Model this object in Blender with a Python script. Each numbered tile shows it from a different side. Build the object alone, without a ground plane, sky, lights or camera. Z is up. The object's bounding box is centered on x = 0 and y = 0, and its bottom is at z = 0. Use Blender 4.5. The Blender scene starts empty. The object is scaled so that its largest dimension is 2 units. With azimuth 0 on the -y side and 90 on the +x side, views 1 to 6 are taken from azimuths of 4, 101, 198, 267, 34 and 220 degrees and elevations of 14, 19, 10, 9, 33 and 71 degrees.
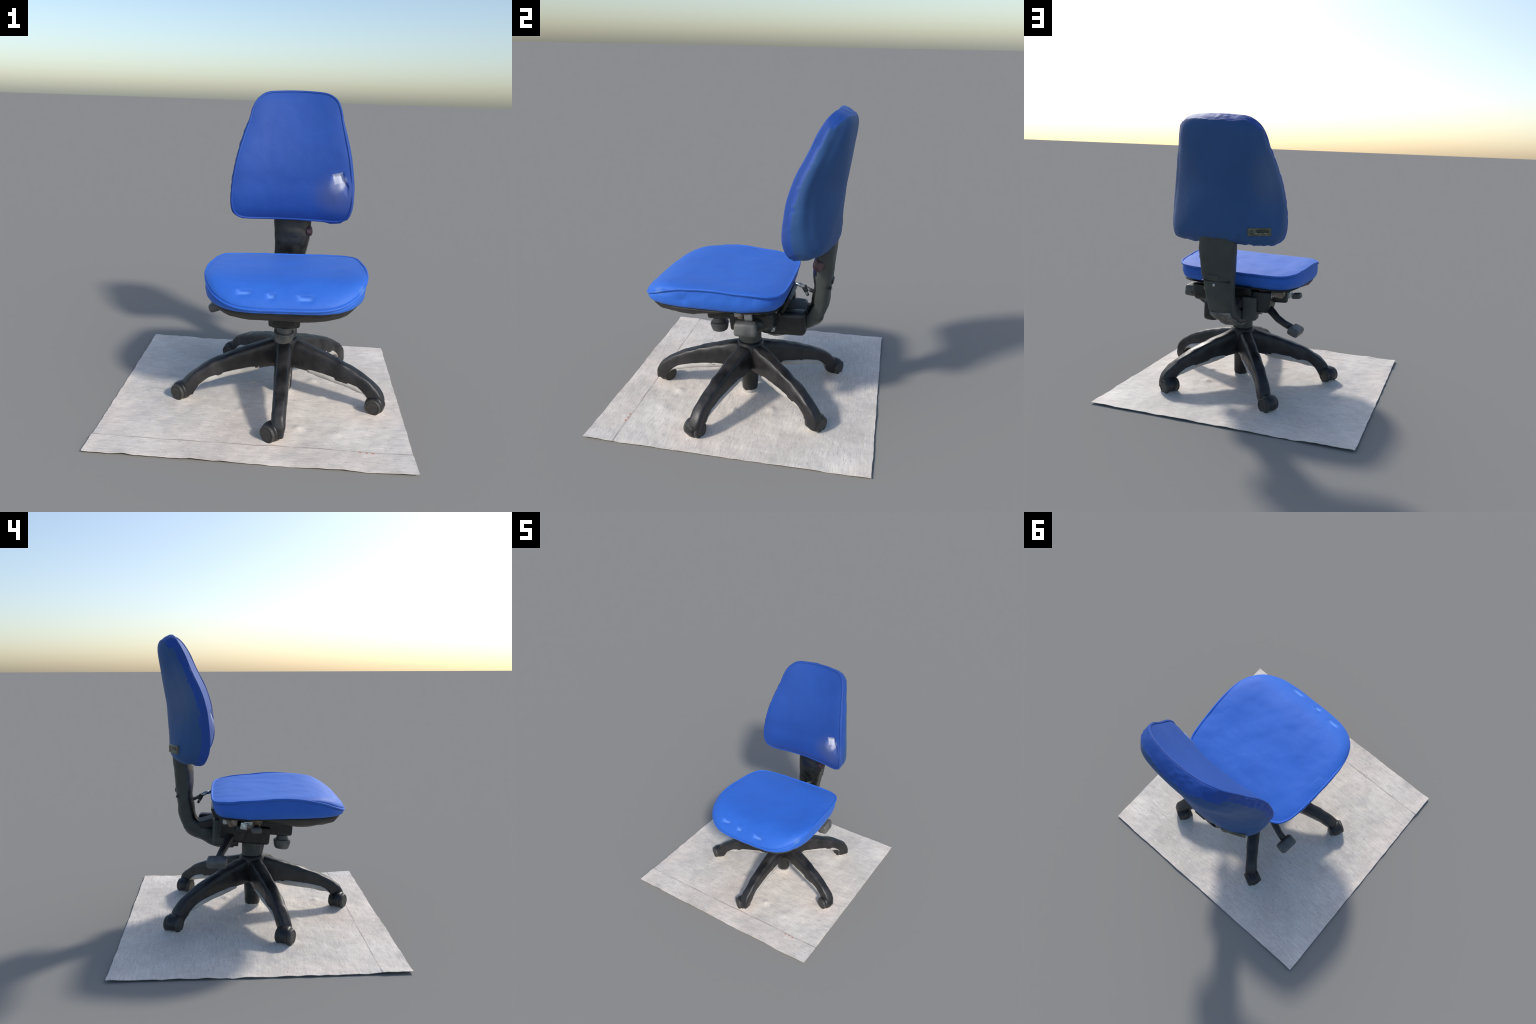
import bpy, bmesh, math, random
import numpy as np
from mathutils import Vector, Matrix, noise

random.seed(7)
HUB = (0.160, 0.001)          # axis of the gas column
CX = 0.152                     # mirror plane of seat and back

# ------------------------------------------------------------------ helpers
def interp(x, pts):
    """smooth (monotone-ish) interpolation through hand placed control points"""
    xs = np.array([p[0] for p in pts], float); ys = np.array([p[1] for p in pts], float)
    x = np.asarray(x, float)
    m = np.gradient(ys, xs)
    i = np.clip(np.searchsorted(xs, x) - 1, 0, len(xs) - 2)
    h = xs[i + 1] - xs[i]
    t = np.clip((x - xs[i]) / h, 0, 1)
    return ((2*t**3 - 3*t**2 + 1) * ys[i] + (t**3 - 2*t**2 + t) * h * m[i]
            + (-2*t**3 + 3*t**2) * ys[i+1] + (t**3 - t**2) * h * m[i+1])

def closed_curve(ctrl, n):
    """closed Catmull-Rom through control points, n samples evenly by arc length"""
    c = np.array(ctrl, float); k = len(c)
    out = []
    for i in range(k):
        p0, p1, p2, p3 = c[i-1], c[i], c[(i+1) % k], c[(i+2) % k]
        for t in np.linspace(0, 1, 40, endpoint=False):
            out.append(0.5*((2*p1) + (-p0+p2)*t + (2*p0-5*p1+4*p2-p3)*t*t + (-p0+3*p1-3*p2+p3)*t**3))
    out = np.array(out)
    loop = np.vstack([out, out[:1]])
    d = np.concatenate([[0], np.cumsum(np.linalg.norm(np.diff(loop, axis=0), axis=1))])
    s = np.linspace(0, d[-1], n, endpoint=False)
    return np.stack([np.interp(s, d, loop[:, j]) for j in range(c.shape[1])], 1)

def fbm(p, scale, octaves=3, seed=0.0):
    v = Vector((p[0]*scale + seed, p[1]*scale + seed*1.7, p[2]*scale - seed))
    return noise.fractal(v, 1.0, 2.0, octaves)

def mesh_object(name, verts, faces, mat, parent=None, smooth=True, angle=None):
    me = bpy.data.meshes.new(name)
    me.from_pydata([tuple(map(float, v)) for v in verts], [], faces)
    me.validate(); me.update()
    bm = bmesh.new(); bm.from_mesh(me)
    bmesh.ops.recalc_face_normals(bm, faces=bm.faces)
    bm.to_mesh(me); bm.free()
    if smooth:
        me.polygons.foreach_set("use_smooth", [True]*len(me.polygons))
        if angle: me.set_sharp_from_angle(angle=math.radians(angle))
    me.materials.append(mat)
    ob = bpy.data.objects.new(name, me)
    bpy.context.collection.objects.link(ob)
    if parent: ob.parent = parent
    return ob

def rings_to_faces(nr, n, start=0):
    f = []
    for r in range(nr-1):
        a = start + r*n; b = a + n
        for i in range(n):
            j = (i+1) % n
            f.append((a+i, a+j, b+j, b+i))
    return f

def loft(name, rings, mat, parent=None, caps=True, angle=None, lump=0.0, lump_scale=14.0, seed=0.0):
    n = len(rings[0]); v = [tuple(p) for r in rings for p in r]
    f = rings_to_faces(len(rings), n)
    if caps:
        f.append(tuple(range(n))); f.append(tuple(range((len(rings)-1)*n, len(rings)*n)))
    if lump:
        v = [(p[0]+lump*fbm(p, lump_scale, 2, seed), p[1]+lump*fbm(p, lump_scale, 2, seed+9),
              p[2]+lump*fbm(p, lump_scale, 2, seed+21)) for p in v]
    return mesh_object(name, v, f, mat, parent, True, angle)

def box(name, centre, size, mat, parent=None, bevel=0.01, rot=(0, 0, 0), segs=3, taper=1.0):
    bm = bmesh.new()
    bmesh.ops.create_cube(bm, size=1.0)
    for v in bm.verts:
        k = taper if v.co.z < 0 else 1.0
        v.co = Vector((v.co.x*size[0]*k, v.co.y*size[1]*k, v.co.z*size[2]))
    if bevel:
        bmesh.ops.bevel(bm, geom=list(bm.edges), offset=bevel, segments=segs, profile=0.6, affect='EDGES')
    M = Matrix.Translation(centre) @ (Matrix.Rotation(rot[2], 4, 'Z') @ Matrix.Rotation(rot[1], 4, 'Y') @ Matrix.Rotation(rot[0], 4, 'X'))
    bm.transform(M)
    me = bpy.data.meshes.new(name); bm.to_mesh(me); bm.free()
    me.polygons.foreach_set("use_smooth", [True]*len(me.polygons))
    me.set_sharp_from_angle(angle=math.radians(40))
    me.materials.append(mat)
    ob = bpy.data.objects.new(name, me); bpy.context.collection.objects.link(ob)
    if parent: ob.parent = parent
    return ob

def revolve(name, profile, mat, parent=None, n=40, M=None, angle=35, lump=0.0, seed=0.0):
    """profile: (radius, height) pairs turned round the local z axis"""
    v = []; f = []
    for r, h in profile:
        for i in range(n):
            a = 2*math.pi*i/n
            p = Vector((r*math.cos(a), r*math.sin(a), h))
            if M is not None: p = M @ p
            if lump: p = p + Vector((fbm(p, 18, 2, seed), fbm(p, 18, 2, seed+5), fbm(p, 18, 2, seed+11)))*lump
            v.append(p)
    f = rings_to_faces(len(profile), n)
    f.append(tuple(range(n))); f.append(tuple(range((len(profile)-1)*n, len(profile)*n)))
    return mesh_object(name, v, f, mat, parent, True, angle)

def tube(name, path, radii, mat, parent=None, closed=False, n=10, squash=1.0, angle=None):
    P = np.array(path, float); m = len(P)
    if np.isscalar(radii): radii = [radii]*m
    rings = []
    up = np.array([0.13, 0.21, 0.97])
    for i in range(m):
        if closed: t = P[(i+1) % m] - P[i-1]
        else: t = P[min(i+1, m-1)] - P[max(i-1, 0)]
        t = t/np.linalg.norm(t)
        a = np.cross(t, up); a /= np.linalg.norm(a); b = np.cross(a, t)
        rings.append([P[i] + radii[i]*(math.cos(q)*a + squash*math.sin(q)*b) for q in np.linspace(0, 2*math.pi, n, endpoint=False)])
    v = [p for r in rings for p in r]
    f = rings_to_faces(m, n)
    if closed:
        a = (m-1)*n
        for i in range(n):
            j = (i+1) % n; f.append((a+i, a+j, j, i))
    else:
        f.append(tuple(range(n))); f.append(tuple(range((m-1)*n, m*n)))
    return mesh_object(name, v, f, mat, parent, True, angle)

def axis_matrix(origin, direction):
    q = Vector(direction).to_track_quat('Z', 'Y')
    return Matrix.Translation(origin) @ q.to_matrix().to_4x4()

# ---------------------------------------------------------------- materials
class Nodes:
    def __init__(self, name):
        self.mat = bpy.data.materials.new(name); self.mat.use_nodes = True
        self.nt = self.mat.node_tree; self.nt.nodes.clear()
        self.out = self.new('ShaderNodeOutputMaterial'); self.bsdf = self.new('ShaderNodeBsdfPrincipled')
        self.link(self.bsdf.outputs[0], self.out.inputs[0])
        self.co = self.new('ShaderNodeTexCoord').outputs['Object']
    def new(self, t): return self.nt.nodes.new(t)
    def link(self, a, b): self.nt.links.new(a, b)
    def val(self, sock, v):
        if hasattr(v, 'is_output'): self.link(v, sock)
        else: sock.default_value = v
    def mapping(self, scale=(1, 1, 1), loc=(0, 0, 0), rot=(0, 0, 0)):
        m = self.new('ShaderNodeMapping'); self.link(self.co, m.inputs[0])
        m.inputs['Scale'].default_value = scale; m.inputs['Location'].default_value = loc; m.inputs['Rotation'].default_value = rot
        return m.outputs[0]
    def noise(self, scale, detail=3, rough=0.5, vec=None, dist=0.0):
        n = self.new('ShaderNodeTexNoise'); self.link(vec if vec is not None else self.co, n.inputs['Vector'])
        n.inputs['Scale'].default_value = scale; n.inputs['Detail'].default_value = detail
        n.inputs['Roughness'].default_value = rough; n.inputs['Distortion'].default_value = dist
        return n.outputs['Fac']
    def ramp(self, fac, stops):
        r = self.new('ShaderNodeValToRGB'); self.link(fac, r.inputs[0])
        e = r.color_ramp.elements
        while len(e) < len(stops): e.new(0.5)
        for el, (p, c) in zip(e, stops):
            el.position = p; el.color = (c, c, c, 1) if np.isscalar(c) else (*c, 1)
        return r.outputs[0]
    def mix(self, fac, a, b, mode='MIX'):
        m = self.new('ShaderNodeMix'); m.data_type = 'RGBA'; m.blend_type = mode
        self.val(m.inputs[0], fac)
        for s, v in ((m.inputs[6], a), (m.inputs[7], b)):
            if isinstance(v, tuple): v = (*v, 1)[:4]
            self.val(s, v)
        return m.outputs[2]
    def math(self, op, a, b=0.0, clamp=False):
        m = self.new('ShaderNodeMath'); m.operation = op; m.use_clamp = clamp
        self.val(m.inputs[0], a); self.val(m.inputs[1], b); return m.outputs[0]
    def xyz(self, vec=None):
        s = self.new('ShaderNodeSeparateXYZ'); self.link(vec if vec is not None else self.co, s.inputs[0]); return s.outputs
    def spot(self, centre, radii, soft=0.5, rot=(0, 0, 0), boxy=False):
        """soft ellipsoid mask in object space: 1 inside, 0 outside"""
        v = self.new('ShaderNodeVectorMath'); v.operation = 'SUBTRACT'; self.link(self.co, v.inputs[0]); v.inputs[1].default_value = centre
        r = self.new('ShaderNodeVectorRotate'); r.rotation_type = 'EULER_XYZ'; self.link(v.outputs[0], r.inputs['Vector']); r.inputs['Rotation'].default_value = rot
        d = self.new('ShaderNodeVectorMath'); d.operation = 'DIVIDE'; self.link(r.outputs[0], d.inputs[0]); d.inputs[1].default_value = radii
        l = self.new('ShaderNodeVectorMath'); l.operation = 'LENGTH'; self.link(d.outputs[0], l.inputs[0])
        dist = l.outputs['Value']
        if boxy:
            ab = self.new('ShaderNodeVectorMath'); ab.operation = 'ABSOLUTE'; self.link(d.outputs[0], ab.inputs[0])
            c = self.xyz(ab.outputs[0]); dist = self.math('MAXIMUM', self.math('MAXIMUM', c[0], c[1]), c[2])
        m = self.new('ShaderNodeMapRange'); m.interpolation_type = 'SMOOTHSTEP'; self.link(dist, m.inputs[0])
        m.inputs[1].default_value = 1.0-soft; m.inputs[2].default_value = 1.0+soft*0.4; m.inputs[3].default_value = 1.0; m.inputs[4].default_value = 0.0
        return m.outputs[0]
    def bump(self, h, strength=0.2, dist=0.01):
        b = self.new('ShaderNodeBump'); b.inputs['Strength'].default_value = strength; b.inputs['Distance'].default_value = dist
        self.link(h, b.inputs['Height']); self.link(b.outputs[0], self.bsdf.inputs['Normal'])
    def finish(self, color, rough=0.6, metallic=0.0, spec=0.5, sheen=0.0):
        b = self.bsdf
        if isinstance(color, tuple): color = (*color, 1)[:4]
        self.val(b.inputs['Base Color'], color); self.val(b.inputs['Roughness'], rough)
        b.inputs['Metallic'].default_value = metallic; b.inputs['Specular IOR Level'].default_value = spec
        if sheen:
            b.inputs['Sheen Weight'].default_value = sheen; b.inputs['Sheen Roughness'].default_value = 0.5
            b.inputs['Sheen Tint'].default_value = (0.4, 0.6, 1.0, 1)
        return self.mat

SEAT_DENTS = [(-0.074, -0.560, 0.040, 0.012), (0.079, -0.582, 0.022, 0.009), (0.273, -0.588, 0.042, 0.012)]   # x, y, half width, depth

def fabric(name, base, dark, marks=(), tints=()):
    n = Nodes(name)
    weave = n.noise(420, 2, 0.6)
    blot = n.noise(2.6, 4, 0.55)
    fine = n.noise(38, 3, 0.6)
    col = n.mix(n.ramp(blot, [(0.35, 0.0), (0.7, 1.0)]), dark, base)
    col = n.mix(n.ramp(fine, [(0.3, 0.12), (0.7, 0.0)]), col, tuple(c*0.6 for c in base))
    col = n.mix(n.ramp(weave, [(0.35, 0.16), (0.65, 0.0)]), col, tuple(c*0.45 for c in base))
    for (c, r, colour, amount, soft, rot, boxy) in tints:
        m = n.math('MULTIPLY', n.spot(c, r, soft, rot, boxy), amount)
        col = n.mix(m, col, colour)
    n.bump(n.math('ADD', weave, n.math('MULTIPLY', fine, 1.6)), 0.16, 0.004)
    return n.finish(col, 0.58, 0.0, 0.35, 0.12)

def plastic(name, base, light, rough=0.45, scale=9, spec=0.5):
    n = Nodes(name)
    a = n.noise(scale, 4, 0.6); b = n.noise(140, 2, 0.5)
    col = n.mix(n.ramp(a, [(0.42, 0.0), (0.68, 1.0)]), base, light)
    n.bump(n.math('ADD', b, n.math('MULTIPLY', a, 2.0)), 0.12, 0.004)
    r = n.ramp(a, [(0.3, rough-0.08), (0.7, rough+0.1)])
    return n.finish(col, r, 0.0, spec)

BLUE = (0.032, 0.160, 0.67)
seat_pale_marks = [((x, y-0.005, 0.868), (hw*1.0, 0.012, 0.05), (0.22, 0.46, 0.98), 0.45, 0.8, (0, 0, 0), True) for x, y, hw, d in SEAT_DENTS]  # lit lower lips of the tucks painted in lighter blue
seat_pale_marks.append(((0.60, -0.50, 0.895), (0.03, 0.05, 0.03), (0.16, 0.30, 0.52), 0.5, 0.9, (0, 0, 0), False))
M_seat = fabric("seat_fabric", BLUE, (0.027, 0.138, 0.60), tints=seat_pale_marks)
back_glare = [((0.42, 0.265, 1.31), (0.17, 0.06, 0.17), (0.14, 0.17, 0.32), 0.5, 0.95, (0, 0.7, 0), False),  # grey haze and white specular glare by the tear, painted into the cloth
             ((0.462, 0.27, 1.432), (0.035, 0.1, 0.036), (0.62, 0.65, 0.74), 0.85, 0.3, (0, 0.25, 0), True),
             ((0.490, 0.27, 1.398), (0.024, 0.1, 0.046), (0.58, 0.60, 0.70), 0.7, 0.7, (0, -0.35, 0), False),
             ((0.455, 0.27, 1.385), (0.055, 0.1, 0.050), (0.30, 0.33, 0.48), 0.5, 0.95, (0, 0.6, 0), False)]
rear_pale_patch = [((-0.20, 0.48, 1.60), (0.14, 0.16, 0.22), (0.105, 0.150, 0.26), 0.6, 0.95, (0, 0, 0), False)]
M_back = fabric("backrest_fabric", (0.017, 0.080, 0.38), (0.014, 0.065, 0.32), tints=back_glare)
M_rear = fabric("rear_cover_fabric", (0.032, 0.102, 0.275), (0.025, 0.083, 0.235), tints=rear_pale_patch)
M_black = plastic("black_plastic", (0.010, 0.010, 0.011), (0.030, 0.028, 0.029), 0.42, 7)
M_post = plastic("post_plastic", (0.040, 0.048, 0.043), (0.066, 0.074, 0.066), 0.5, 5)
M_pan = plastic("pan_plastic", (0.018, 0.017, 0.016), (0.046, 0.042, 0.036), 0.6, 9)
M_grey = plastic("grey_plastic", (0.075, 0.077, 0.075), (0.15, 0.15, 0.14), 0.45, 9)
M_dark = plastic("mechanism_black", (0.008, 0.009, 0.009), (0.022, 0.024, 0.022), 0.4, 16)
M_pale = plastic("pale_band_grey", (0.40, 0.38, 0.35), (0.52, 0.50, 0.47), 0.7, 10)
M_arm_highlight = plastic("arm_highlight_taupe", (0.10, 0.095, 0.088), (0.26, 0.25, 0.23), 0.55, 16)
M_maroon = plastic("maroon_knob_plastic", (0.035, 0.018, 0.022), (0.11, 0.06, 0.065), 0.5, 26)
M_disc = plastic("wheel_disc_plastic", (0.030, 0.029, 0.027), (0.055, 0.052, 0.047), 0.55, 25)
n_ = Nodes("brushed_metal"); M_metal = n_.finish(n_.mix(n_.ramp(n_.noise(60, 3), [(0.4, 0.0), (0.6, 1.0)]), (0.30, 0.32, 0.32), (0.62, 0.66, 0.66)), 0.32, 0.8)
n_ = Nodes("tan_metal"); M_tan = n_.finish(n_.mix(n_.ramp(n_.noise(30, 3), [(0.4, 0.0), (0.65, 1.0)]), (0.14, 0.11, 0.085), (0.34, 0.27, 0.20)), 0.45, 0.3)
n_ = Nodes("label_olive"); M_label = n_.finish(n_.mix(n_.ramp(n_.noise(40, 3), [(0.4, 0.0), (0.6, 1.0)]), (0.095, 0.092, 0.055), (0.155, 0.15, 0.11)), 0.4)
n_ = Nodes("label_dark"); M_label_dark = n_.finish(n_.mix(n_.noise(70, 3), (0.014, 0.016, 0.008), (0.04, 0.04, 0.018)), 0.35)

def floor_material():
    n = Nodes("floor_linoleum")
    blot = n.noise(2.2, 5, 0.6)
    warm = n.noise(1.1, 3, 0.5, n.mapping(loc=(3.1, 1.7, 0)))
    streak = n.noise(9, 5, 0.65, n.mapping(scale=(1.0, 7.0, 1.0), rot=(0, 0, 0.02)))
    fleck = n.noise(34, 3, 0.6, n.mapping(scale=(1.0, 4.2, 1.0), loc=(0.3, 0.2, 0)))
    pale = n.noise(30, 3, 0.6, n.mapping(scale=(1.0, 3.5, 1.0), loc=(5.3, 2.2, 0)))
    speck = n.noise(95, 2, 0.6, n.mapping(scale=(1.0, 2.5, 1.0)))
    col = n.mix(n.ramp(blot, [(0.30, 0.0), (0.62, 1.0)]), (0.55, 0.505, 0.455), (0.83, 0.78, 0.705))  # floor toned down, blotches deepened toward its baked shadow
    col = n.mix(n.math('MULTIPLY', n.ramp(warm, [(0.42, 0.0), (0.62, 1.0)]), 0.65), col, (0.80, 0.68, 0.585))
    col = n.mix(n.ramp(streak, [(0.36, 0.42), (0.60, 0.0)]), col, (0.52, 0.465, 0.41))
    col = n.mix(n.ramp(pale, [(0.60, 0.0), (0.70, 0.6)]), col, (0.90, 0.885, 0.84))
    col = n.mix(n.ramp(fleck, [(0.29, 0.7), (0.39, 0.0)]), col, (0.27, 0.245, 0.23))
    col = n.mix(n.ramp(speck, [(0.26, 0.5), (0.36, 0.0)]), col, (0.28, 0.26, 0.25))
    # welded seam between two lengths of floor covering, runs along x
    X = n.xyz()
    wob = n.math('MULTIPLY', n.math('SUBTRACT', n.noise(5, 3), 0.5), 0.012)
    line = n.math('ADD', n.math('ADD', n.math('ADD', X[1], 0.6985), n.math('MULTIPLY', X[0], -0.009)), wob)
    d = n.math('ABSOLUTE', line)
    seam = n.new('ShaderNodeMapRange'); n.link(d, seam.inputs[0]); seam.inputs[1].default_value = 0.002; seam.inputs[2].default_value = 0.007
    seam.inputs[3].default_value = 0.62; seam.inputs[4].default_value = 0.0
    brk = n.ramp(n.noise(6, 3), [(0.3, 0.35), (0.6, 1.0)])
    col = n.mix(n.math('MULTIPLY', seam.outputs[0], brk), col, (0.20, 0.15, 0.145))
    for cx, r in ((0.624, 0.010), (0.696, 0.014), (0.662, 0.008)):
        col = n.mix(n.math('MULTIPLY', n.spot((cx, -0.703, 0.012), (r, 0.008, 0.2), 0.8), 0.8), col, (0.55, 0.13, 0.06))
    # cream scuffs round the places where castors stand
    n.bump(n.math('ADD', streak, n.math('MULTIPLY', fleck, 0.8)), 0.22, 0.006)
    return n.finish(col, 0.62, 0.0, 0.3)
M_floor = floor_material()

# -------------------------------------------------------------- top objects
chair = bpy.data.objects.new("office_chair", None)
chair.location = (HUB[0], HUB[1], 0.0)
bpy.context.collection.objects.link(chair)
chair["label"] = "blue upholstered swivel office chair with black five-star castor base"
chair["category"] = "office chair"

# ------------------------------------------------------------- floor patch
CASTORS = []   # filled below: x, y, yaw
LEG_ANGLES = [52.2, 125.5, 196.8, 269.4, 341.5]
castor_offsets = {0: (0.516, 0.514, 0.50), 1: (-0.252, 0.552, 0.42), 2: (-0.498, -0.180, 0.55), 3: (0.118, -0.632, 0.62), 4: (0.752, -0.214, 0.42)}

def build_floor():
    NX, NY = 260, 250
    hx, hy = 0.924, 0.887
    xs = np.linspace(-hx, hx, NX); ys = np.linspace(-hy, hy, NY)
    top = []
    rng = np.random.RandomState(3)
    for j, y in enumerate(ys):
        for i, x in enumerate(xs):
            ex = min(1.0, (hx-abs(x))/0.10); ey = min(1.0, (hy-abs(y))/0.10)
            z = 0.013 + 0.0045*fbm((x, y, 0), 3.0, 3, 1.3) + 0.0028*fbm((x, y, 0), 12, 2, 4.0)
            e = 1 - min(ex, ey)
            side = 1.0 if (x < -0.5 or y < -0.5) else 0.35
            z += side*e*e*0.0075*fbm((x, y, 0), 7.0, 2, 8.1)
            z += 0.004*(x/hx)**2*(y/hy)**2
            for k, (cx, cy, yaw) in castor_offsets.items():
                d2 = (x-cx)**2 + (y-cy)**2
                z += 0.020*math.exp(-d2/0.0040)
            d2 = (x-HUB[0])**2 + (y-HUB[1])**2
            z += 0.020*math.exp(-d2/0.004)
            for bx, by, bh in ((0.27, -0.48, 0.014), (-0.05, 0.13, 0.012), (0.36, 0.20, 0.012), (0.50, -0.52, 0.006), (-0.1, -0.3, 0.008), (0.42, -0.05, 0.010)):
                z += bh*math.exp(-((x-bx)**2+(y-by)**2)/0.0009)
            px = x + (1-ex)*0.004*fbm((0, y, 2), 9, 2, 2.0)*np.sign(x)*(abs(x) > 0.9)
            py = y + (1-ey)*0.004*fbm((x, 0, 5), 9, 2, 6.0)*np.sign(y)*(abs(y) > 0.86)
            top.append((px, py, max(z, 0.003)))
    N = len(top)
    verts = top + [(x, y, z-0.003) for x, y, z in top]
    zmin = min(v[2] for v in verts)
    verts = [(x, y, z-zmin) for x, y, z in verts]
    idx = np.arange(N).reshape(NY, NX)
    f = []
    for j in range(NY-1):
        for i in range(NX-1):
            q = (int(idx[j, i]), int(idx[j, i+1]), int(idx[j+1, i+1]), int(idx[j+1, i]))
            f.append(q); f.append(tuple(N+k for k in reversed(q)))
    edge = [int(k) for k in list(idx[0, :]) + list(idx[1:, -1]) + list(idx[-1, -2::-1]) + list(idx[-2:0:-1, 0])]
    for a, b in zip(edge, edge[1:]+edge[:1]):
        f.append((b, a, N+a, N+b))
    ob = mesh_object("floor_patch", verts, f, M_floor, None, True, 50)
    ob["label"] = "thin square patch of pale speckled linoleum floor"
    ob["category"] = "floor"
build_floor()

# ------------------------------------------------------------------- seat
SEAT_HALF = [(0, -0.640), (0.17, -0.638), (0.30, -0.615), (0.398, -0.552), (0.457, -0.460), (0.487, -0.34), (0.492, -0.20),
             (0.485, -0.05), (0.473, 0.08), (0.455, 0.175), (0.415, 0.242), (0.34, 0.276), (0.2, 0.289), (0, 0.292)]
seat_ctrl = SEAT_HALF + [(-x, y) for x, y in SEAT_HALF[-2:0:-1]]
PIPE_Z = [(-0.64, 0.800), (-0.59, 0.826), (-0.5, 0.870), (-0.4, 0.905), (-0.25, 0.928), (0.0, 0.920), (0.1, 0.914), (0.2, 0.904), (0.31, 0.893)]
BOTTOM_Z = [(-0.64, 0.776), (-0.5, 0.788), (-0.3, 0.792), (0.0, 0.788), (0.31, 0.785)]

def build_seat():
    n = 360
    out = closed_curve(seat_ctrl, n)*np.array([0.988, 1.0])
    c0 = np.array([0.0, -0.16])
    def ring(scale, zfun, inset=0.0):
        r = []
        for p in out:
            d = p - c0
            q = c0 + d*scale - (d/np.linalg.norm(d))*inset*(1+1.3*max(0.0, min(1.0, (p[1]-0.05)/0.15)))
            r.append((q[0]+CX, q[1], zfun(p, q)))
        return r
    zp = lambda p: float(interp(p[1], PIPE_Z)); zb = lambda p: float(interp(p[1], BOTTOM_Z))
    rings = []
    rings.append(ring(0.30, lambda p, q: 0.775))
    rings.append(ring(0.86, lambda p, q: zb(p)-0.004))
    # side wall: bottom round, slightly bulged wall, tuck under the piping
    wall = [(0.045, 0.0), (0.030, 0.02), (0.018, 0.08), (0.010, 0.2), (0.006, 0.38), (0.004, 0.55), (0.004, 0.72), (0.007, 0.88), (0.010, 0.97)]
    for ins, t in wall:
        rings.append(ring(1.0, lambda p, q, t=t: zb(p)+(zp(p)-zb(p))*t, ins))
    # top: plump crown rising fast from the seam
    def crown(p, q, s):
        base = zp(p)
        # target height of the upholstery surface at (q)
        y = q[1]; x = q[0]/0.48
        top = float(interp(y, [(-0.64, 0.848), (-0.59, 0.876), (-0.5, 0.915), (-0.4, 0.930), (-0.28, 0.931), (-0.1, 0.923), (0.1, 0.915), (0.22, 0.906), (0.31, 0.893)]))
        ridge = math.exp(-((abs(x)-0.86)/0.22)**2)           # side bolsters stand a little proud of the dished middle
        top += 0.007*ridge*float(interp(y, [(-0.67, 0.2), (-0.45, 0.8), (-0.25, 1.0), (0.0, 0.8), (0.2, 0.25), (0.31, 0.0)]))
        k = (1-s**16.0)**0.45
        return base + ((max(top, base+0.004) if s > 0.85 else top)-base)*k
    S = np.concatenate([np.linspace(0.996, 0.90, 30), np.linspace(0.893, 0.70, 26), np.linspace(0.68, 0.006, 28)])
    for s in S:
        rings.append(ring(s, lambda p, q, s=s: crown(p, q, s)))
    verts = [list(v) for r in rings for v in r]
    base = len(rings)*n
    top_start = 2 + len(wall)
    for k, v in enumerate(verts):
        x, y, z = v
        if k >= top_start*n:
            # short tucks in the waterfall front: sharp upper lip, ramp below
            for dx, dy, hw, dep in SEAT_DENTS:
                a = abs(x-dx)/hw
                if a < 1.6:
                    wx = 1/(1+math.exp((a-0.9)*6))
                    t = dy + 0.010 - y            # distance below the lip
                    if -0.03 < t < 0.06:
                        g = (t/0.008 if t < 0.008 else max(0, 1-(t-0.008)/0.045)) if t > 0 else 0
                        v[1] += dep*0.75*wx*g; v[2] -= dep*0.55*wx*g
                        if t <= 0: v[2] += 0.004*wx*(1+t/0.03)
            v[2] += 0.0022*fbm((x, y, z), 9, 2, 3.0)
        else:
            w = 0.0035*fbm((x, y, z*2.5), 16, 3, 5.0)
            # long pinch under the seam on both flanks
            if abs(x-CX) > 0.4 and -0.30 < y < 0.12:
                t = (z-(float(interp(y, PIPE_Z))-0.030))/0.010
                w -= 0.008*math.exp(-t*t)
            # single hollow in the right flank
            if x > CX+0.3:
                d2 = ((y+0.32)/0.035)**2 + ((z-0.855)/0.02)**2
                w -= 0.016*math.exp(-d2)
            d = np.array([x-CX, y+0.16]); d /= np.linalg.norm(d)
            v[0] += d[0]*w; v[1] += d[1]*w
    tilt = lambda x: 0.022*(x-CX)                     # the seat hangs slightly lower on its left
    verts = [(v[0], v[1], v[2]+tilt(v[0])) for v in verts]
    f = rings_to_faces(len(rings), n)
    f.append(tuple(range(n))); f.append(tuple(range((len(rings)-1)*n, len(rings)*n)))
    seat = mesh_object("seat", verts, f, M_seat, chair)
    # piping cord
    path = []
    for i, p in enumerate(out):
        d = (p-c0)/np.linalg.norm(p-c0)
        q = p - d*0.0035
        x, y = q[0]+CX, q[1]
        path.append((x, y, zp(p)+tilt(x)+0.001+0.0025*fbm((x, y, 0), 10, 2, 2.2)))
    tube("seat_piping", path, 0.0075, M_seat, seat, closed=True, n=10)
    # moulded pan below the cushion
    pan = []
    for sc, depth in [(0.945, 0.0), (0.930, 0.018), (0.885, 0.046), (0.77, 0.072), (0.50, 0.084), (0.1, 0.086)]:
        r = []
        for p in out:
            q = c0 + (p-c0)*sc
            x, y = q[0]+CX, q[1]
            wedge = min(1.0, max(0.12, (0.02-y)/0.30))
            r.append((x, y, zb(p)+tilt(x)-0.001 - depth*wedge + 0.006*fbm((x, y, 0), 8, 3, 1.0)*(depth > 0)))
        pan.append(r)
    loft("seat_pan", pan, M_pan, seat)
    return seat
seat = build_seat()

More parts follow.
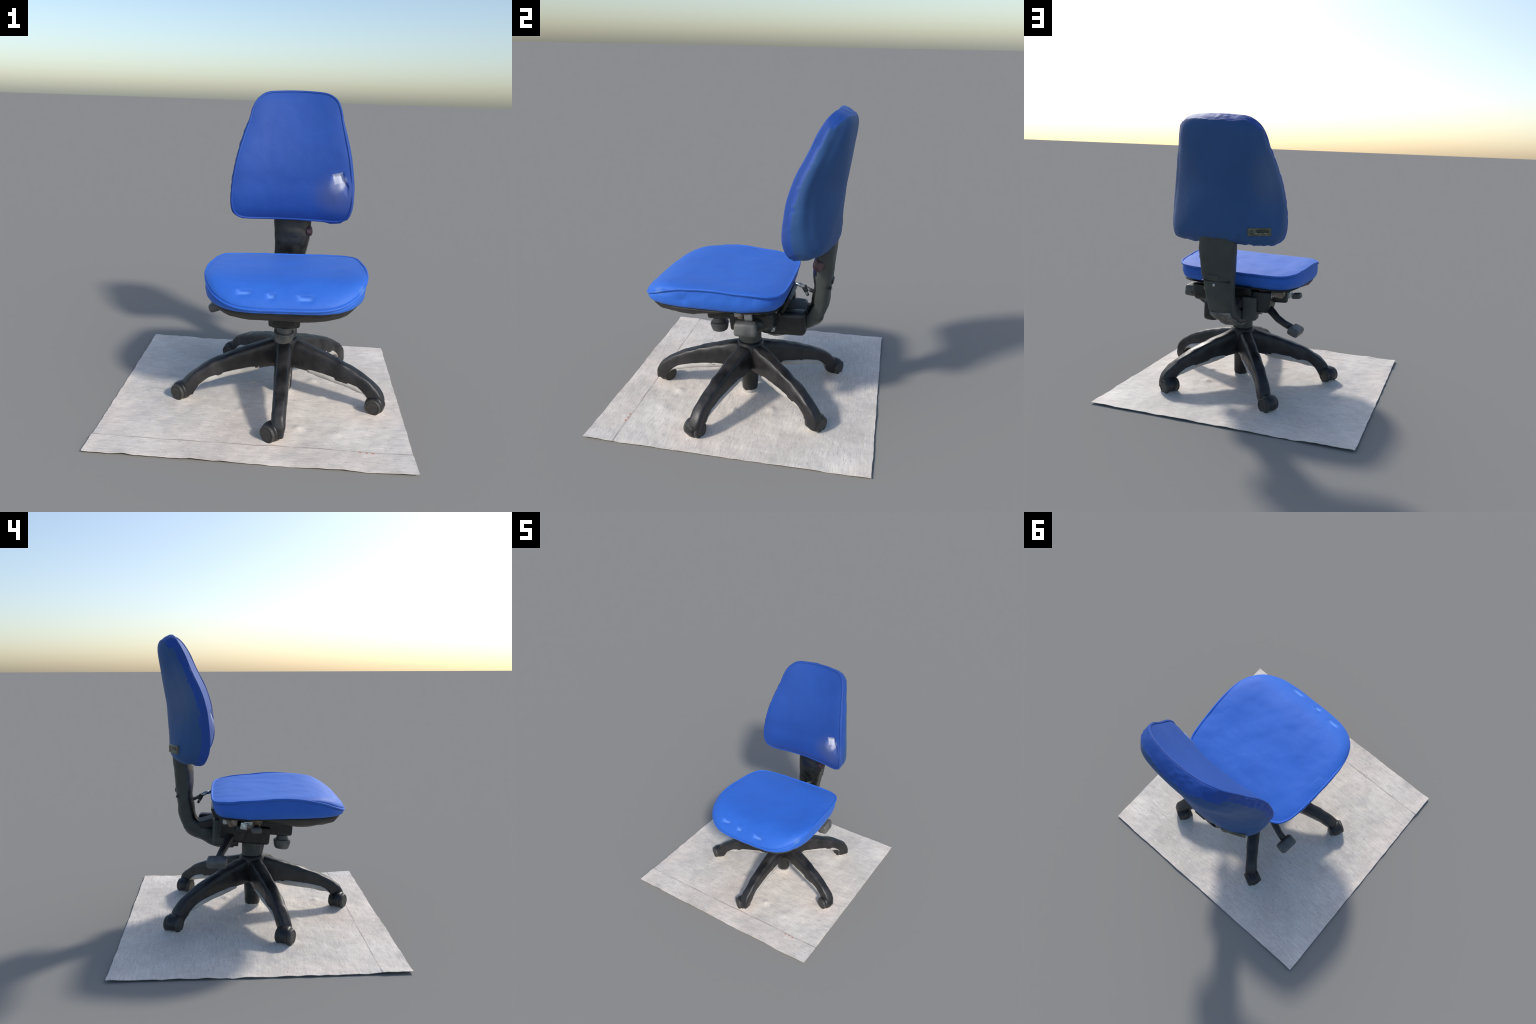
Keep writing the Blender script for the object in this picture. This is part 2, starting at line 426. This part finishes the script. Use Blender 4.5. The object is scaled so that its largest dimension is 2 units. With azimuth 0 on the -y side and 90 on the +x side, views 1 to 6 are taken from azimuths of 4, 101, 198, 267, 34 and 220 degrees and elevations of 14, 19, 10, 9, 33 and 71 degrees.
# --------------------------------------------------------------- backrest
# silhouette seen from the front: half width against height
BACK_HALF = [(0, 1.995), (0.11, 1.992), (0.200, 1.981), (0.260, 1.945), (0.294, 1.88), (0.314, 1.79), (0.344, 1.68), (0.374, 1.56), (0.396, 1.44), (0.410, 1.32),
             (0.410, 1.235), (0.388, 1.162), (0.325, 1.128), (0.16, 1.125), (0, 1.127)]
back_ctrl = BACK_HALF + [(-x, z) for x, z in BACK_HALF[-2:0:-1]]
FRONT_Y = [(1.12, 0.372), (1.20, 0.343), (1.28, 0.330), (1.38, 0.330), (1.48, 0.338), (1.60, 0.368), (1.75, 0.432), (1.88, 0.487), (2.0, 0.547)]
REAR_Y = [(1.14, 0.578), (1.2, 0.585), (1.35, 0.583), (1.48, 0.590), (1.62, 0.606), (1.76, 0.623), (1.92, 0.648), (2.0, 0.660)]
BACK_YAW = -0.020

def back_front(x, z):
    y = float(interp(z, FRONT_Y))
    w = 0.42
    k = float(interp(z, [(1.12, 0.058), (1.3, 0.057), (1.45, 0.053), (1.6, 0.060), (1.8, 0.072), (2.0, 0.096)]))
    return y - 0.004 - k*(x/w)**2 + BACK_YAW*x

def build_back():
    n = 300
    out = closed_curve(back_ctrl, n)
    c0 = np.array([0.0, 1.52])
    rings = []
    S = np.concatenate([np.linspace(0.05, 0.80, 34), np.linspace(0.81, 0.975, 34)])
    def pt(p, s): return c0 + (p-c0)*s
    kinds = []
    for s in S:                       # front panel, dished in the middle, rolling back at the seam
        r = []
        for p in out:
            q = pt(p, s)
            y = back_front(q[0], q[1])
            pad = 0.016*(1-s**8)
            r.append((q[0], y - pad + 0.012, q[1]))
        rings.append(r); kinds.append('f')
    # side gusset and rear panel
    R = np.concatenate([1-np.linspace(0, 1, 40)[1:]**2.2*0.55, np.linspace(0.43, 0.03, 22)])
    r = []
    for p in out:
        q = pt(p, 1.0); r.append((q[0], back_front(q[0], q[1])+0.014, q[1]))
    rings.append(r); kinds.append('s')
    for s in R:
        r = []
        for p in out:
            q = pt(p, s)
            ang = math.atan2(p[1]-c0[1], abs(p[0])/0.85)       # -pi/2 bottom .. pi/2 top
            up = max(0.0, math.sin(ang))**2; dn = max(0.0, -math.sin(ang))**2
            y0 = back_front(p[0], p[1]) + 0.014
            yr = float(interp(q[1], REAR_Y)) - 0.040*q[0]
            side = 1-up-dn
            fr = side*(1-0.60*s**2-0.40*s**28) + up*math.tanh(1.35*(1-s)/0.16)**0.8 + dn*(1-0.06*s**2-0.94*s**26)
            q = q + np.array([math.copysign(1, p[0])*0.021*side*math.exp(-((s-0.965)/0.03)**2), 0.0])
            r.append((q[0], y0 + (yr-y0)*fr, q[1]))
        rings.append(r); kinds.append('r')
    edge_y = [back_front(p[0], p[1])+0.014 for p in out]
    verts = [list(v) for r in rings for v in r]
    cover = [False]*len(verts)
    for k, v in enumerate(verts):
        x, y, z = v; kind = kinds[k//n]
        if kind == 'f':
            # torn, stepped hollow low on the right
            for (lx, lz, hw, slope) in ((0.300, 1.462, 0.035, 0.25), (0.345, 1.428, 0.026, -1.3)):
                a = abs(x-lx)/hw
                if a < 1.8:
                    wx = 1/(1+math.exp((a-1.0)*8))
                    t = lz + slope*(x-lx) - z
                    if 0 < t < 0.09:
                        g = t/0.010 if t < 0.010 else max(0, 1-(t-0.010)/0.075)
                        v[1] += 0.015*wx*g
            v[1] += 0.002*fbm((x, y, z), 8, 2, 3.3) - 0.016*math.exp(-((x-0.29)/0.10)**2-((z-1.35)/0.09)**2)
        else:
            w = 0.0022*fbm((x, y, z), 10, 3, 6.6)
            # gathered cloth beside the seam, strongest on the left flank
            near = math.exp(-((y-back_front(x, z)-0.045)/0.035)**2)
            hem = y - edge_y[k % n] - (0.040 + 0.014*fbm((x, 0.0, z), 9, 3, 4.4) + (0.03 if z > 1.9 else 0.0))
            cover[k] = hem > 0
            if hem > 0 and z > 1.2: w += 0.006*math.exp(-hem/0.05)
            if x < 0 and z > 1.3: w += 0.009*near*fbm((x, y, z), 24, 2, 1.1)
            if z > 1.88: w += 0.003*near*fbm((x, y, z), 18, 2, 7.7)
            if z < 1.20:                                   # ragged lower hem
                v[2] += 0.012*fbm((x, y, z), 17, 3, 9.2) - 0.010*max(0, x/0.4)*(x > 0)*0.6
            d = np.array([x, z-1.52]); d /= (np.linalg.norm(d)+1e-6)
            v[0] += d[0]*w; v[2] += d[1]*w*0.6; v[1] += 0.3*w
    lean = lambda z: CX + 0.004 + 0.016*(z-1.3)/0.65        # the pad leans a touch to the right
    left_gain = lambda z: 1.0 + 0.045*max(0.0, min(1.0, (z-1.30)/0.6))
    verts = [(v[0]*(left_gain(v[2]) if v[0] < 0 else 1.0)+lean(v[2]), v[1], v[2]) for v in verts]
    f = rings_to_faces(len(rings), n)
    f.append(tuple(range(n))); f.append(tuple(range((len(rings)-1)*n, len(rings)*n)))
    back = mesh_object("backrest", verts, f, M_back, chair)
    back.data.materials.append(M_rear)                # cloth cover drawn over the rear shell
    for poly in back.data.polygons:
        if all(cover[i] for i in poly.vertices): poly.material_index = 1
    path = []
    for p in out:
        q = pt(p, 0.985)
        path.append((q[0]*(left_gain(q[1]) if q[0] < 0 else 1.0)+lean(q[1]), back_front(q[0], q[1])+0.012+0.002*fbm((q[0], q[1], 0), 11, 2, 2.0), q[1]))
    tube("backrest_piping", path, 0.0080, M_back, back, closed=True, n=10)
    return back
back = build_back()

def back_panel_y(x, z): return float(interp(z, REAR_Y))

# maker's plate on the rear panel
def build_label():
    cx, cz = -0.138, 1.236
    bpy.context.view_layer.update()
    hits = [back.ray_cast((cx+d, 2.0, cz), (0, -1, 0))[1].y for d in (-0.06, 0.06)]
    cy = (hits[0]+hits[1])/2 + 0.002
    yaw = math.atan2(hits[1]-hits[0], 0.12)
    plate = box("label_plate", (cx, cy, cz), (0.158, 0.020, 0.056), M_label, back, 0.008, (0.03, 0.02, yaw))
    R = Matrix.Translation((cx, cy, cz)) @ Matrix.Rotation(yaw, 4, 'Z') @ Matrix.Rotation(0.02, 4, 'Y') @ Matrix.Rotation(0.03, 4, 'X')
    for s in (1, -1):      # two arrow heads, up and down
        v = [R @ Vector((0.040, 0.0115, s*0.004)), R @ Vector((0.064, 0.0115, s*0.004)), R @ Vector((0.052, 0.0115, s*0.018))]
        v += [R @ Vector((0.040, 0.008, s*0.004)), R @ Vector((0.064, 0.008, s*0.004)), R @ Vector((0.052, 0.008, s*0.018))]
        mesh_object("arrow_mark", v, [(0, 1, 2), (3, 5, 4), (0, 3, 4, 1), (1, 4, 5, 2), (2, 5, 3, 0)], M_label_dark, back, False)
    for (a, b, w, h) in ((-0.020, 0.010, 0.082, 0.022),):
        o = box("label_window", R @ Vector((a, 0.0105, b*0.6)), (w, 0.004, h), M_label_dark, back, 0.0015, (0.03, 0.02, yaw))
    for a in (0.022, -0.040):
        box("label_rivet", R @ Vector((a, 0.0115, -0.008)), (0.009, 0.003, 0.005), M_metal, back, 0.001, (0.03, 0.02, yaw))
build_label()

# -------------------------------------------------- upright and mechanism
def section(cx, cy, cz, tx, ty, tz, half_w, half_t, n=36, power=3.2):
    """superellipse ring, width along x, thickness along (ty,tz)"""
    r = []
    for i in range(n):
        a = 2*math.pi*i/n
        c, s = math.cos(a), math.sin(a)
        u = math.copysign(abs(c)**(2/power), c)*half_w; w = math.copysign(abs(s)**(2/power), s)*half_t
        r.append((cx+u, cy+w*ty, cz+w*tz))
    return r

post_path = [  # centre x, y, z, half width, half thickness
    (0.166, 0.500, 1.190, 0.130, 0.060), (0.168, 0.492, 1.10, 0.133, 0.062), (0.169, 0.482, 1.02, 0.128, 0.066), (0.167, 0.478, 0.93, 0.120, 0.062),
    (0.162, 0.474, 0.87, 0.114, 0.055), (0.156, 0.464, 0.80, 0.104, 0.056), (0.150, 0.454, 0.73, 0.098, 0.057), (0.146, 0.430, 0.670, 0.094, 0.058),
    (0.144, 0.390, 0.632, 0.090, 0.056), (0.144, 0.335, 0.608, 0.088, 0.054), (0.145, 0.27, 0.572, 0.088, 0.062), (0.147, 0.18, 0.556, 0.086, 0.064), (0.150, 0.10, 0.55, 0.082, 0.060)]
def build_post():
    P = np.array(post_path)
    P[:, 1] += interp(P[:, 2], [(0.54, 0.0), (0.60, 0.008), (0.70, 0.014), (0.85, 0.008), (1.2, 0.005)])   # upright sits a little back
    t = np.linspace(0, len(P)-1, 60)
    Q = np.stack([interp(t, list(enumerate(P[:, j]))) for j in range(5)], 1)
    rings = []
    for i in range(len(Q)):
        d = Q[min(i+1, len(Q)-1)] - Q[max(i-1, 0)]
        L = math.hypot(d[1], d[2]); ty, tz = -d[2]/L, d[1]/L
        rings.append(section(Q[i, 0], Q[i, 1], Q[i, 2], 0, ty, tz, Q[i, 3], Q[i, 4]))
    post = loft("back_upright", rings, M_post, chair, lump=0.006, lump_scale=11, seed=3)
    # pale highlight under the bent arm, modelled as a strip
    strip = []
    for i in range(34, 58):
        d = Q[min(i+1, len(Q)-1)] - Q[max(i-1, 0)]
        L = math.hypot(d[1], d[2]); ny, nz = -d[2]/L, d[1]/L
        if nz > 0: ny, nz = -ny, -nz
        x, y, z, hw, ht = Q[i]
        k = min(1.0, (i-33)/4, (58-i)/4)
        strip.append([(x+u*hw*0.80, y+ny*(ht+w*k), z+nz*(ht+w*k)) for u, w in ((-1, -0.012), (1, -0.012), (0.97, 0.003), (0.5, 0.008), (-0.5, 0.008), (-0.97, 0.003))])
    loft("arm_highlight_strip", strip, M_arm_highlight, post, lump=0.006, lump_scale=15, seed=8)
    # height adjuster sleeve with its lip, slot and screw
    box("adjuster_catch", (0.178, 0.547, 0.905), (0.085, 0.010, 0.024), M_post, post, 0.004, (-0.06, 0, 0))
    box("adjuster_lip", (0.160, 0.534, 0.872), (0.215, 0.014, 0.008), M_black, post, 0.003, (-0.06, 0, 0))
    revolve("screw", [(0.010, 0), (0.010, 0.006), (0.006, 0.008), (0.005, 0.005)], M_metal, post, 20, axis_matrix((0.176, 0.536, 0.846), (0, 1, -0.05)))
    # front rib and the height knob on the right
    post.data.materials.append(M_dark)                # black channel moulding on the side facing the sitter
    for poly in post.data.polygons:
        if poly.normal.y < -0.55 and poly.center.z > 0.66: poly.material_index = 1
    revolve("height_knob", [(0.012, -0.03), (0.030, -0.028), (0.040, -0.015), (0.038, 0.010), (0.026, 0.018), (0.006, 0.020)], M_maroon, post, 30,
            axis_matrix((0.290, 0.462, 1.038), (1, -0.15, 0.1)), 40, 0.006, 2)
    return post
post = build_post()

def build_mechanism():
    mech = box("tilt_mechanism", (0.152, 0.055, 0.590), (0.205, 0.36, 0.130), M_dark, chair, 0.022, (0.10, 0, 0))
    box("mounting_plate", (0.152, -0.02, 0.688), (0.34, 0.50, 0.030), M_dark, mech, 0.008)
    # spring housing with the tension knob hanging at the front
    box("spring_housing", (0.150, -0.16, 0.628), (0.155, 0.26, 0.105), M_dark, mech, 0.02, (0.08, 0, 0))
    revolve("tension_knob", [(0.02, 0.10), (0.040, 0.09), (0.046, 0.06), (0.060, 0.055), (0.064, 0.045), (0.058, 0.01), (0.052, -0.004), (0.040, -0.010)], M_grey, mech, 36,
            axis_matrix((0.155, -0.216, 0.470), (0, -0.08, 1)), 35, 0.004, 4)
    # coupling between upright arm and seat: block and side brackets
    box("pivot_block", (0.015, 0.235, 0.635), (0.105, 0.10, 0.17), M_post, mech, 0.012, (0.05, 0, 0.1))
    box("pivot_block", (0.262, 0.265, 0.622), (0.105, 0.26, 0.160), M_dark, mech, 0.034, (0.05, 0, -0.05))
    tube("outrigger", [(0.20, 0.14, 0.555), (0.30, 0.15, 0.600), (0.41, 0.14, 0.655), (0.52, 0.11, 0.695)], [0.055, 0.055, 0.050, 0.042], M_dark, mech, n=18)
    box("arm_cover", (0.140, 0.325, 0.668), (0.165, 0.20, 0.060), M_pan, mech, 0.014, (-0.22, 0, 0))
    box("gear_case", (-0.035, 0.155, 0.665), (0.20, 0.20, 0.15), M_dark, mech, 0.02, (0.25, 0, 0.05), 3, 0.8)
    box("gear_case", (0.375, 0.125, 0.690), (0.27, 0.21, 0.13), M_dark, mech, 0.042, (0.2, 0, -0.05), 3, 0.8)
    box("support_bracket", (0.150, 0.255, 0.735), (0.30, 0.030, 0.13), M_dark, mech, 0.008, (-0.45, 0, 0))
    for x in (-0.075, 0.375):
        box("rail_bracket", (x, 0.08, 0.705), (0.050, 0.30, 0.075), M_tan, mech, 0.010, (0.05, 0, 0), taper=0.75)
    for x, y, w in ((-0.15, 0.15, 0.11), (-0.20, 0.05, 0.08), (-0.10, 0.19, 0.07)):
        box("slide_rail", (x, y, 0.735), (w, 0.06, 0.045), M_tan if w > 0.1 else M_metal, mech, 0.008, (0, 0, 0.2))
    box("slide_carriage", (-0.085, 0.10, 0.690), (0.27, 0.06, 0.055), M_dark, mech, 0.012, (0.1, 0.04, 0.05))
    box("slide_carriage", (0.36, 0.10, 0.690), (0.20, 0.06, 0.055), M_dark, mech, 0.012, (0.1, -0.04, -0.05))
    for x, y, z, sx, m in ((-0.06, 0.165, 0.742, 0.06, M_tan), (-0.125, 0.155, 0.738, 0.045, M_metal), (-0.185, 0.135, 0.742, 0.05, M_tan), (-0.225, 0.07, 0.725, 0.04, M_metal),
                           (0.40, 0.14, 0.742, 0.07, M_tan), (0.48, 0.06, 0.735, 0.07, M_pale), (0.43, -0.02, 0.735, 0.06, M_pale)):
        box("slide_clip", (x, y, z), (sx, 0.05, 0.05), m, mech, 0.009, (0.2, 0.1, 0.3*x))
    tube("pivot_pin", [(-0.06, 0.19, 0.60), (0.36, 0.19, 0.60)], 0.017, M_metal, mech, n=16, angle=40)
    # arms that reach out sideways under the cushion and end in paddles
    tube("lever_arm", [(0.30, 0.05, 0.665), (0.42, 0.06, 0.675), (0.53, 0.07, 0.690)], [0.032, 0.03, 0.028], M_dark, mech, n=14)
    box("lever_paddle", (0.560, 0.060, 0.682), (0.085, 0.140, 0.085), M_grey, mech, 0.022, (0, -0.1, 0.08))
    tube("lever_arm", [(0.0, -0.03, 0.665), (-0.12, -0.02, 0.680), (-0.24, -0.01, 0.700)], [0.022, 0.02, 0.017], M_dark, mech, n=14)
    box("lever_paddle", (-0.262, -0.010, 0.702), (0.070, 0.070, 0.040), M_grey, mech, 0.016, (0, 0.12, 0))
    # long recline lever with broad paddle, left rear
    lp = [(-0.02, 0.125, 0.640), (-0.085, 0.145, 0.630), (-0.135, 0.175, 0.605), (-0.185, 0.203, 0.572), (-0.245, 0.226, 0.548), (-0.300, 0.240, 0.530)]
    lever = tube("recline_lever", lp, [0.032, 0.032, 0.029, 0.026, 0.023, 0.024], M_black, mech, n=16)
    tube("lever_pale_edge", [(p[0]-0.004, p[1]-0.002, p[2]-0.013) for p in lp[2:]], [0.020, 0.021, 0.019, 0.019], M_pale, mech, n=14)
    box("lever_paddle", (-0.338, 0.252, 0.512), (0.085, 0.135, 0.062), M_grey, mech, 0.026, (0.0, -0.35, -0.10), 4)
    # thin strut and clamp between cushion and upright
    tube("lumbar_strut", [(0.215, 0.295, 0.875), (0.210, 0.335, 0.868), (0.205, 0.372, 0.848), (0.200, 0.425, 0.825)], [0.012, 0.013, 0.014, 0.012], M_metal, mech, n=12)
    box("strut_clamp", (0.205, 0.372, 0.842), (0.034, 0.030, 0.042), M_dark, mech, 0.008, (0.5, 0, 0))
    tube("strut_end", [(0.205, 0.366, 0.842), (0.207, 0.392, 0.795)], [0.013, 0.009], M_metal, mech, n=12)
    return mech
mech = build_mechanism()

# ----------------------------------------------------------------- base
def build_base():
    M = Matrix.Translation((HUB[0], HUB[1], 0))
    hub = revolve("base_hub", [(0.04, 0.200), (0.075, 0.205), (0.088, 0.25), (0.094, 0.33), (0.096, 0.385), (0.086, 0.412), (0.074, 0.420), (0.05, 0.421)], M_black, chair, 48, M, 40)
    revolve("gas_column", [(0.03, 0.040), (0.050, 0.042), (0.056, 0.060), (0.060, 0.22), (0.060, 0.23)], M_dark, hub, 36, M, 40, 0.004, 2)
    revolve("column_foot", [(0.028, 0.012), (0.050, 0.014), (0.052, 0.046), (0.030, 0.048)], M_pale, hub, 30, M, 40, 0.005, 1)
    col = revolve("column_sleeve", [(0.073, 0.405), (0.076, 0.43), (0.074, 0.50), (0.078, 0.535), (0.078, 0.56)], M_post, hub, 44, M, 40, 0.003, 5)
    box("column_collar", (HUB[0]-0.002, HUB[1]-0.042, 0.475), (0.150, 0.090, 0.135), M_grey, hub, 0.034, (0.10, 0, 0.1), 4, 0.72)
    # radial arm: pairs of (reach, height) on the upper and lower edge, half width
    arm = [((0.030, 0.408), (0.05, 0.225), 0.060), ((0.095, 0.404), (0.10, 0.218), 0.058), ((0.17, 0.384), (0.17, 0.212), 0.056), ((0.25, 0.361), (0.25, 0.203), 0.053),
           ((0.33, 0.334), (0.33, 0.191), 0.051), ((0.41, 0.305), (0.40, 0.178), 0.049), ((0.49, 0.271), (0.47, 0.162), 0.047), ((0.56, 0.234), (0.525, 0.145), 0.046),
           ((0.62, 0.194), (0.562, 0.127), 0.046), ((0.660, 0.155), (0.582, 0.105), 0.046), ((0.680, 0.118), (0.592, 0.085), 0.045), ((0.685, 0.085), (0.602, 0.070), 0.043), ((0.684, 0.052), (0.612, 0.050), 0.040)]
    A = np.array([[a[0][0]-0.002, a[0][1]-0.004-0.008*max(0.0, 1-a[0][0]/0.5), a[1][0], a[1][1]+0.002, a[2]-0.004] for a in arm])
    t = np.linspace(0, len(A)-1, 56)
    Q = np.stack([interp(t, list(enumerate(A[:, j]))) for j in range(5)], 1)
    prof = [(-0.55, 1.0), (0.0, 1.02), (0.55, 1.0), (0.80, 0.94), (0.93, 0.84), (1.0, 0.68), (1.02, 0.4), (1.0, 0.12), (0.90, 0.02), (0.6, 0.0), (0, 0.0)]
    prof = closed_curve([(p[0], p[1]) for p in prof] + [(-p[0], p[1]) for p in prof[-2:2:-1]], 40)
    rings = []
    for tx, tz, bx, bz, hw in Q:
        rings.append([(bx+(tx-bx)*v, hw*u, bz+(tz-bz)*v) for u, v in prof])
    first = None
    for k, ang in enumerate(LEG_ANGLES):
        leg = loft("base_leg", rings, M_black, chair, lump=0.0055, lump_scale=13, seed=2.0+7*k)
        LEGS.append(leg)
    # pale floor-coloured bleed baked in the scan, modelled as a band under each arm
    lin = []
    for tx, tz, bx, bz, hw in Q[10:44]:
        k = min(1.0, (bx-0.14)/0.10, (0.575-bx)/0.06); k = max(0.12, k)
        w = hw*1.035
        lin.append([(bx-0.004, -w, bz+0.006+0.014*k), (bx-0.004, w, bz+0.006+0.014*k), (bx, w*0.97, bz-0.012*k), (bx, w*0.7, bz-0.021*k), (bx, -w*0.7, bz-0.021*k), (bx, -w*0.97, bz-0.012*k)])
    src = loft("leg_pale_band", lin, M_pale, None, lump=0.003, lump_scale=16, seed=4)
    for k, leg in enumerate(LEGS):
        o = src if k == 0 else src.copy()
        if k: bpy.context.collection.objects.link(o)
        o.parent = leg
    return hub
LEGS = []
hub = build_base()

# -------------------------------------------------------------- castors
def build_castors():
    # local frame: axle along y, fork reaches towards +x, centre of wheel at origin, radius 0.056
    rr = []
    n = 30
    for i in range(n):
        a = math.radians(-38 + (205+38)*i/(n-1))
        k = i/(n-1)
        ro = 0.060 + 0.005*math.sin(math.pi*min(1, k*1.3))
        ri = 0.030
        hw = 0.034 + 0.003*math.sin(math.pi*k)
        c, s = math.cos(a), math.sin(a)
        ring = []
        for (rad, u) in [(ri, -hw), (ro-0.010, -hw), (ro-0.002, -hw+0.007), (ro, -hw+0.018), (ro+0.001, 0), (ro, hw-0.018), (ro-0.002, hw-0.007), (ro-0.010, hw), (ri, hw)]:
            ring.append((rad*c, u, rad*s))
        rr.append(ring)
    hood0 = loft("castor_hood", rr, M_black, None, angle=50, lump=0.003, lump_scale=22, seed=3)
    def wheel_profile(side):
        return [(0.020, -0.010), (0.047, -0.011), (0.052, -0.006), (0.053, 0.002), (0.051, 0.010), (0.047, 0.014), (0.044, 0.0145), (0.042, 0.0115), (0.038, 0.011), (0.036, 0.0135), (0.010, 0.0145)]
    wheel0 = revolve("castor_wheel", wheel_profile(1), M_disc, None, 40, axis_matrix((0, 0, 0), (0, 1, 0)), 35)
    for k in range(5):
        cx, cy, yaw = castor_offsets[k]
        hood = hood0 if k == 0 else hood0.copy()
        if k: bpy.context.collection.objects.link(hood)
        hood.parent = chair
        R = Matrix.Rotation(-yaw, 4, 'Z')
        hood.matrix_world = Matrix.Translation((cx, cy, 0.062)) @ R
        HOODS.append(hood)
        for s in (1, -1):
            w = wheel0 if (k == 0 and s == 1) else wheel0.copy()
            if not (k == 0 and s == 1): bpy.context.collection.objects.link(w)
            w.parent = hood
            w.location = (0, s*0.040, 0)
            w.rotation_euler = (0 if s == 1 else math.pi, 0, 0)
        # swivel stem up into the leg
        a = math.radians(LEG_ANGLES[k])
        ex, ey = HUB[0]+0.632*math.cos(a), HUB[1]+0.632*math.sin(a)
        Q = [(ex, ey, 0.125), (ex*0.8+cx*0.2, ey*0.8+cy*0.2, 0.098), (ex*0.5+cx*0.5, ey*0.5+cy*0.5, 0.085)]
        tube("castor_stem", Q, [0.036, 0.036, 0.032], M_black, chair, n=18)
HOODS = []
build_castors()

inv = Matrix.Translation(chair.location).inverted()
bpy.context.view_layer.update()
for o in list(bpy.data.objects):
    if o.parent == chair:
        o.matrix_parent_inverse = inv
for leg, ang in zip(LEGS, LEG_ANGLES):
    leg.matrix_parent_inverse = Matrix.Identity(4)
    leg.matrix_basis = Matrix.Rotation(math.radians(ang), 4, 'Z')   # chair empty already stands on the hub axis
for k, h in enumerate(HOODS):
    cx, cy, yaw = castor_offsets[k]
    h.matrix_basis = Matrix.Translation((cx, cy, 0.062)) @ Matrix.Rotation(-yaw, 4, 'Z')
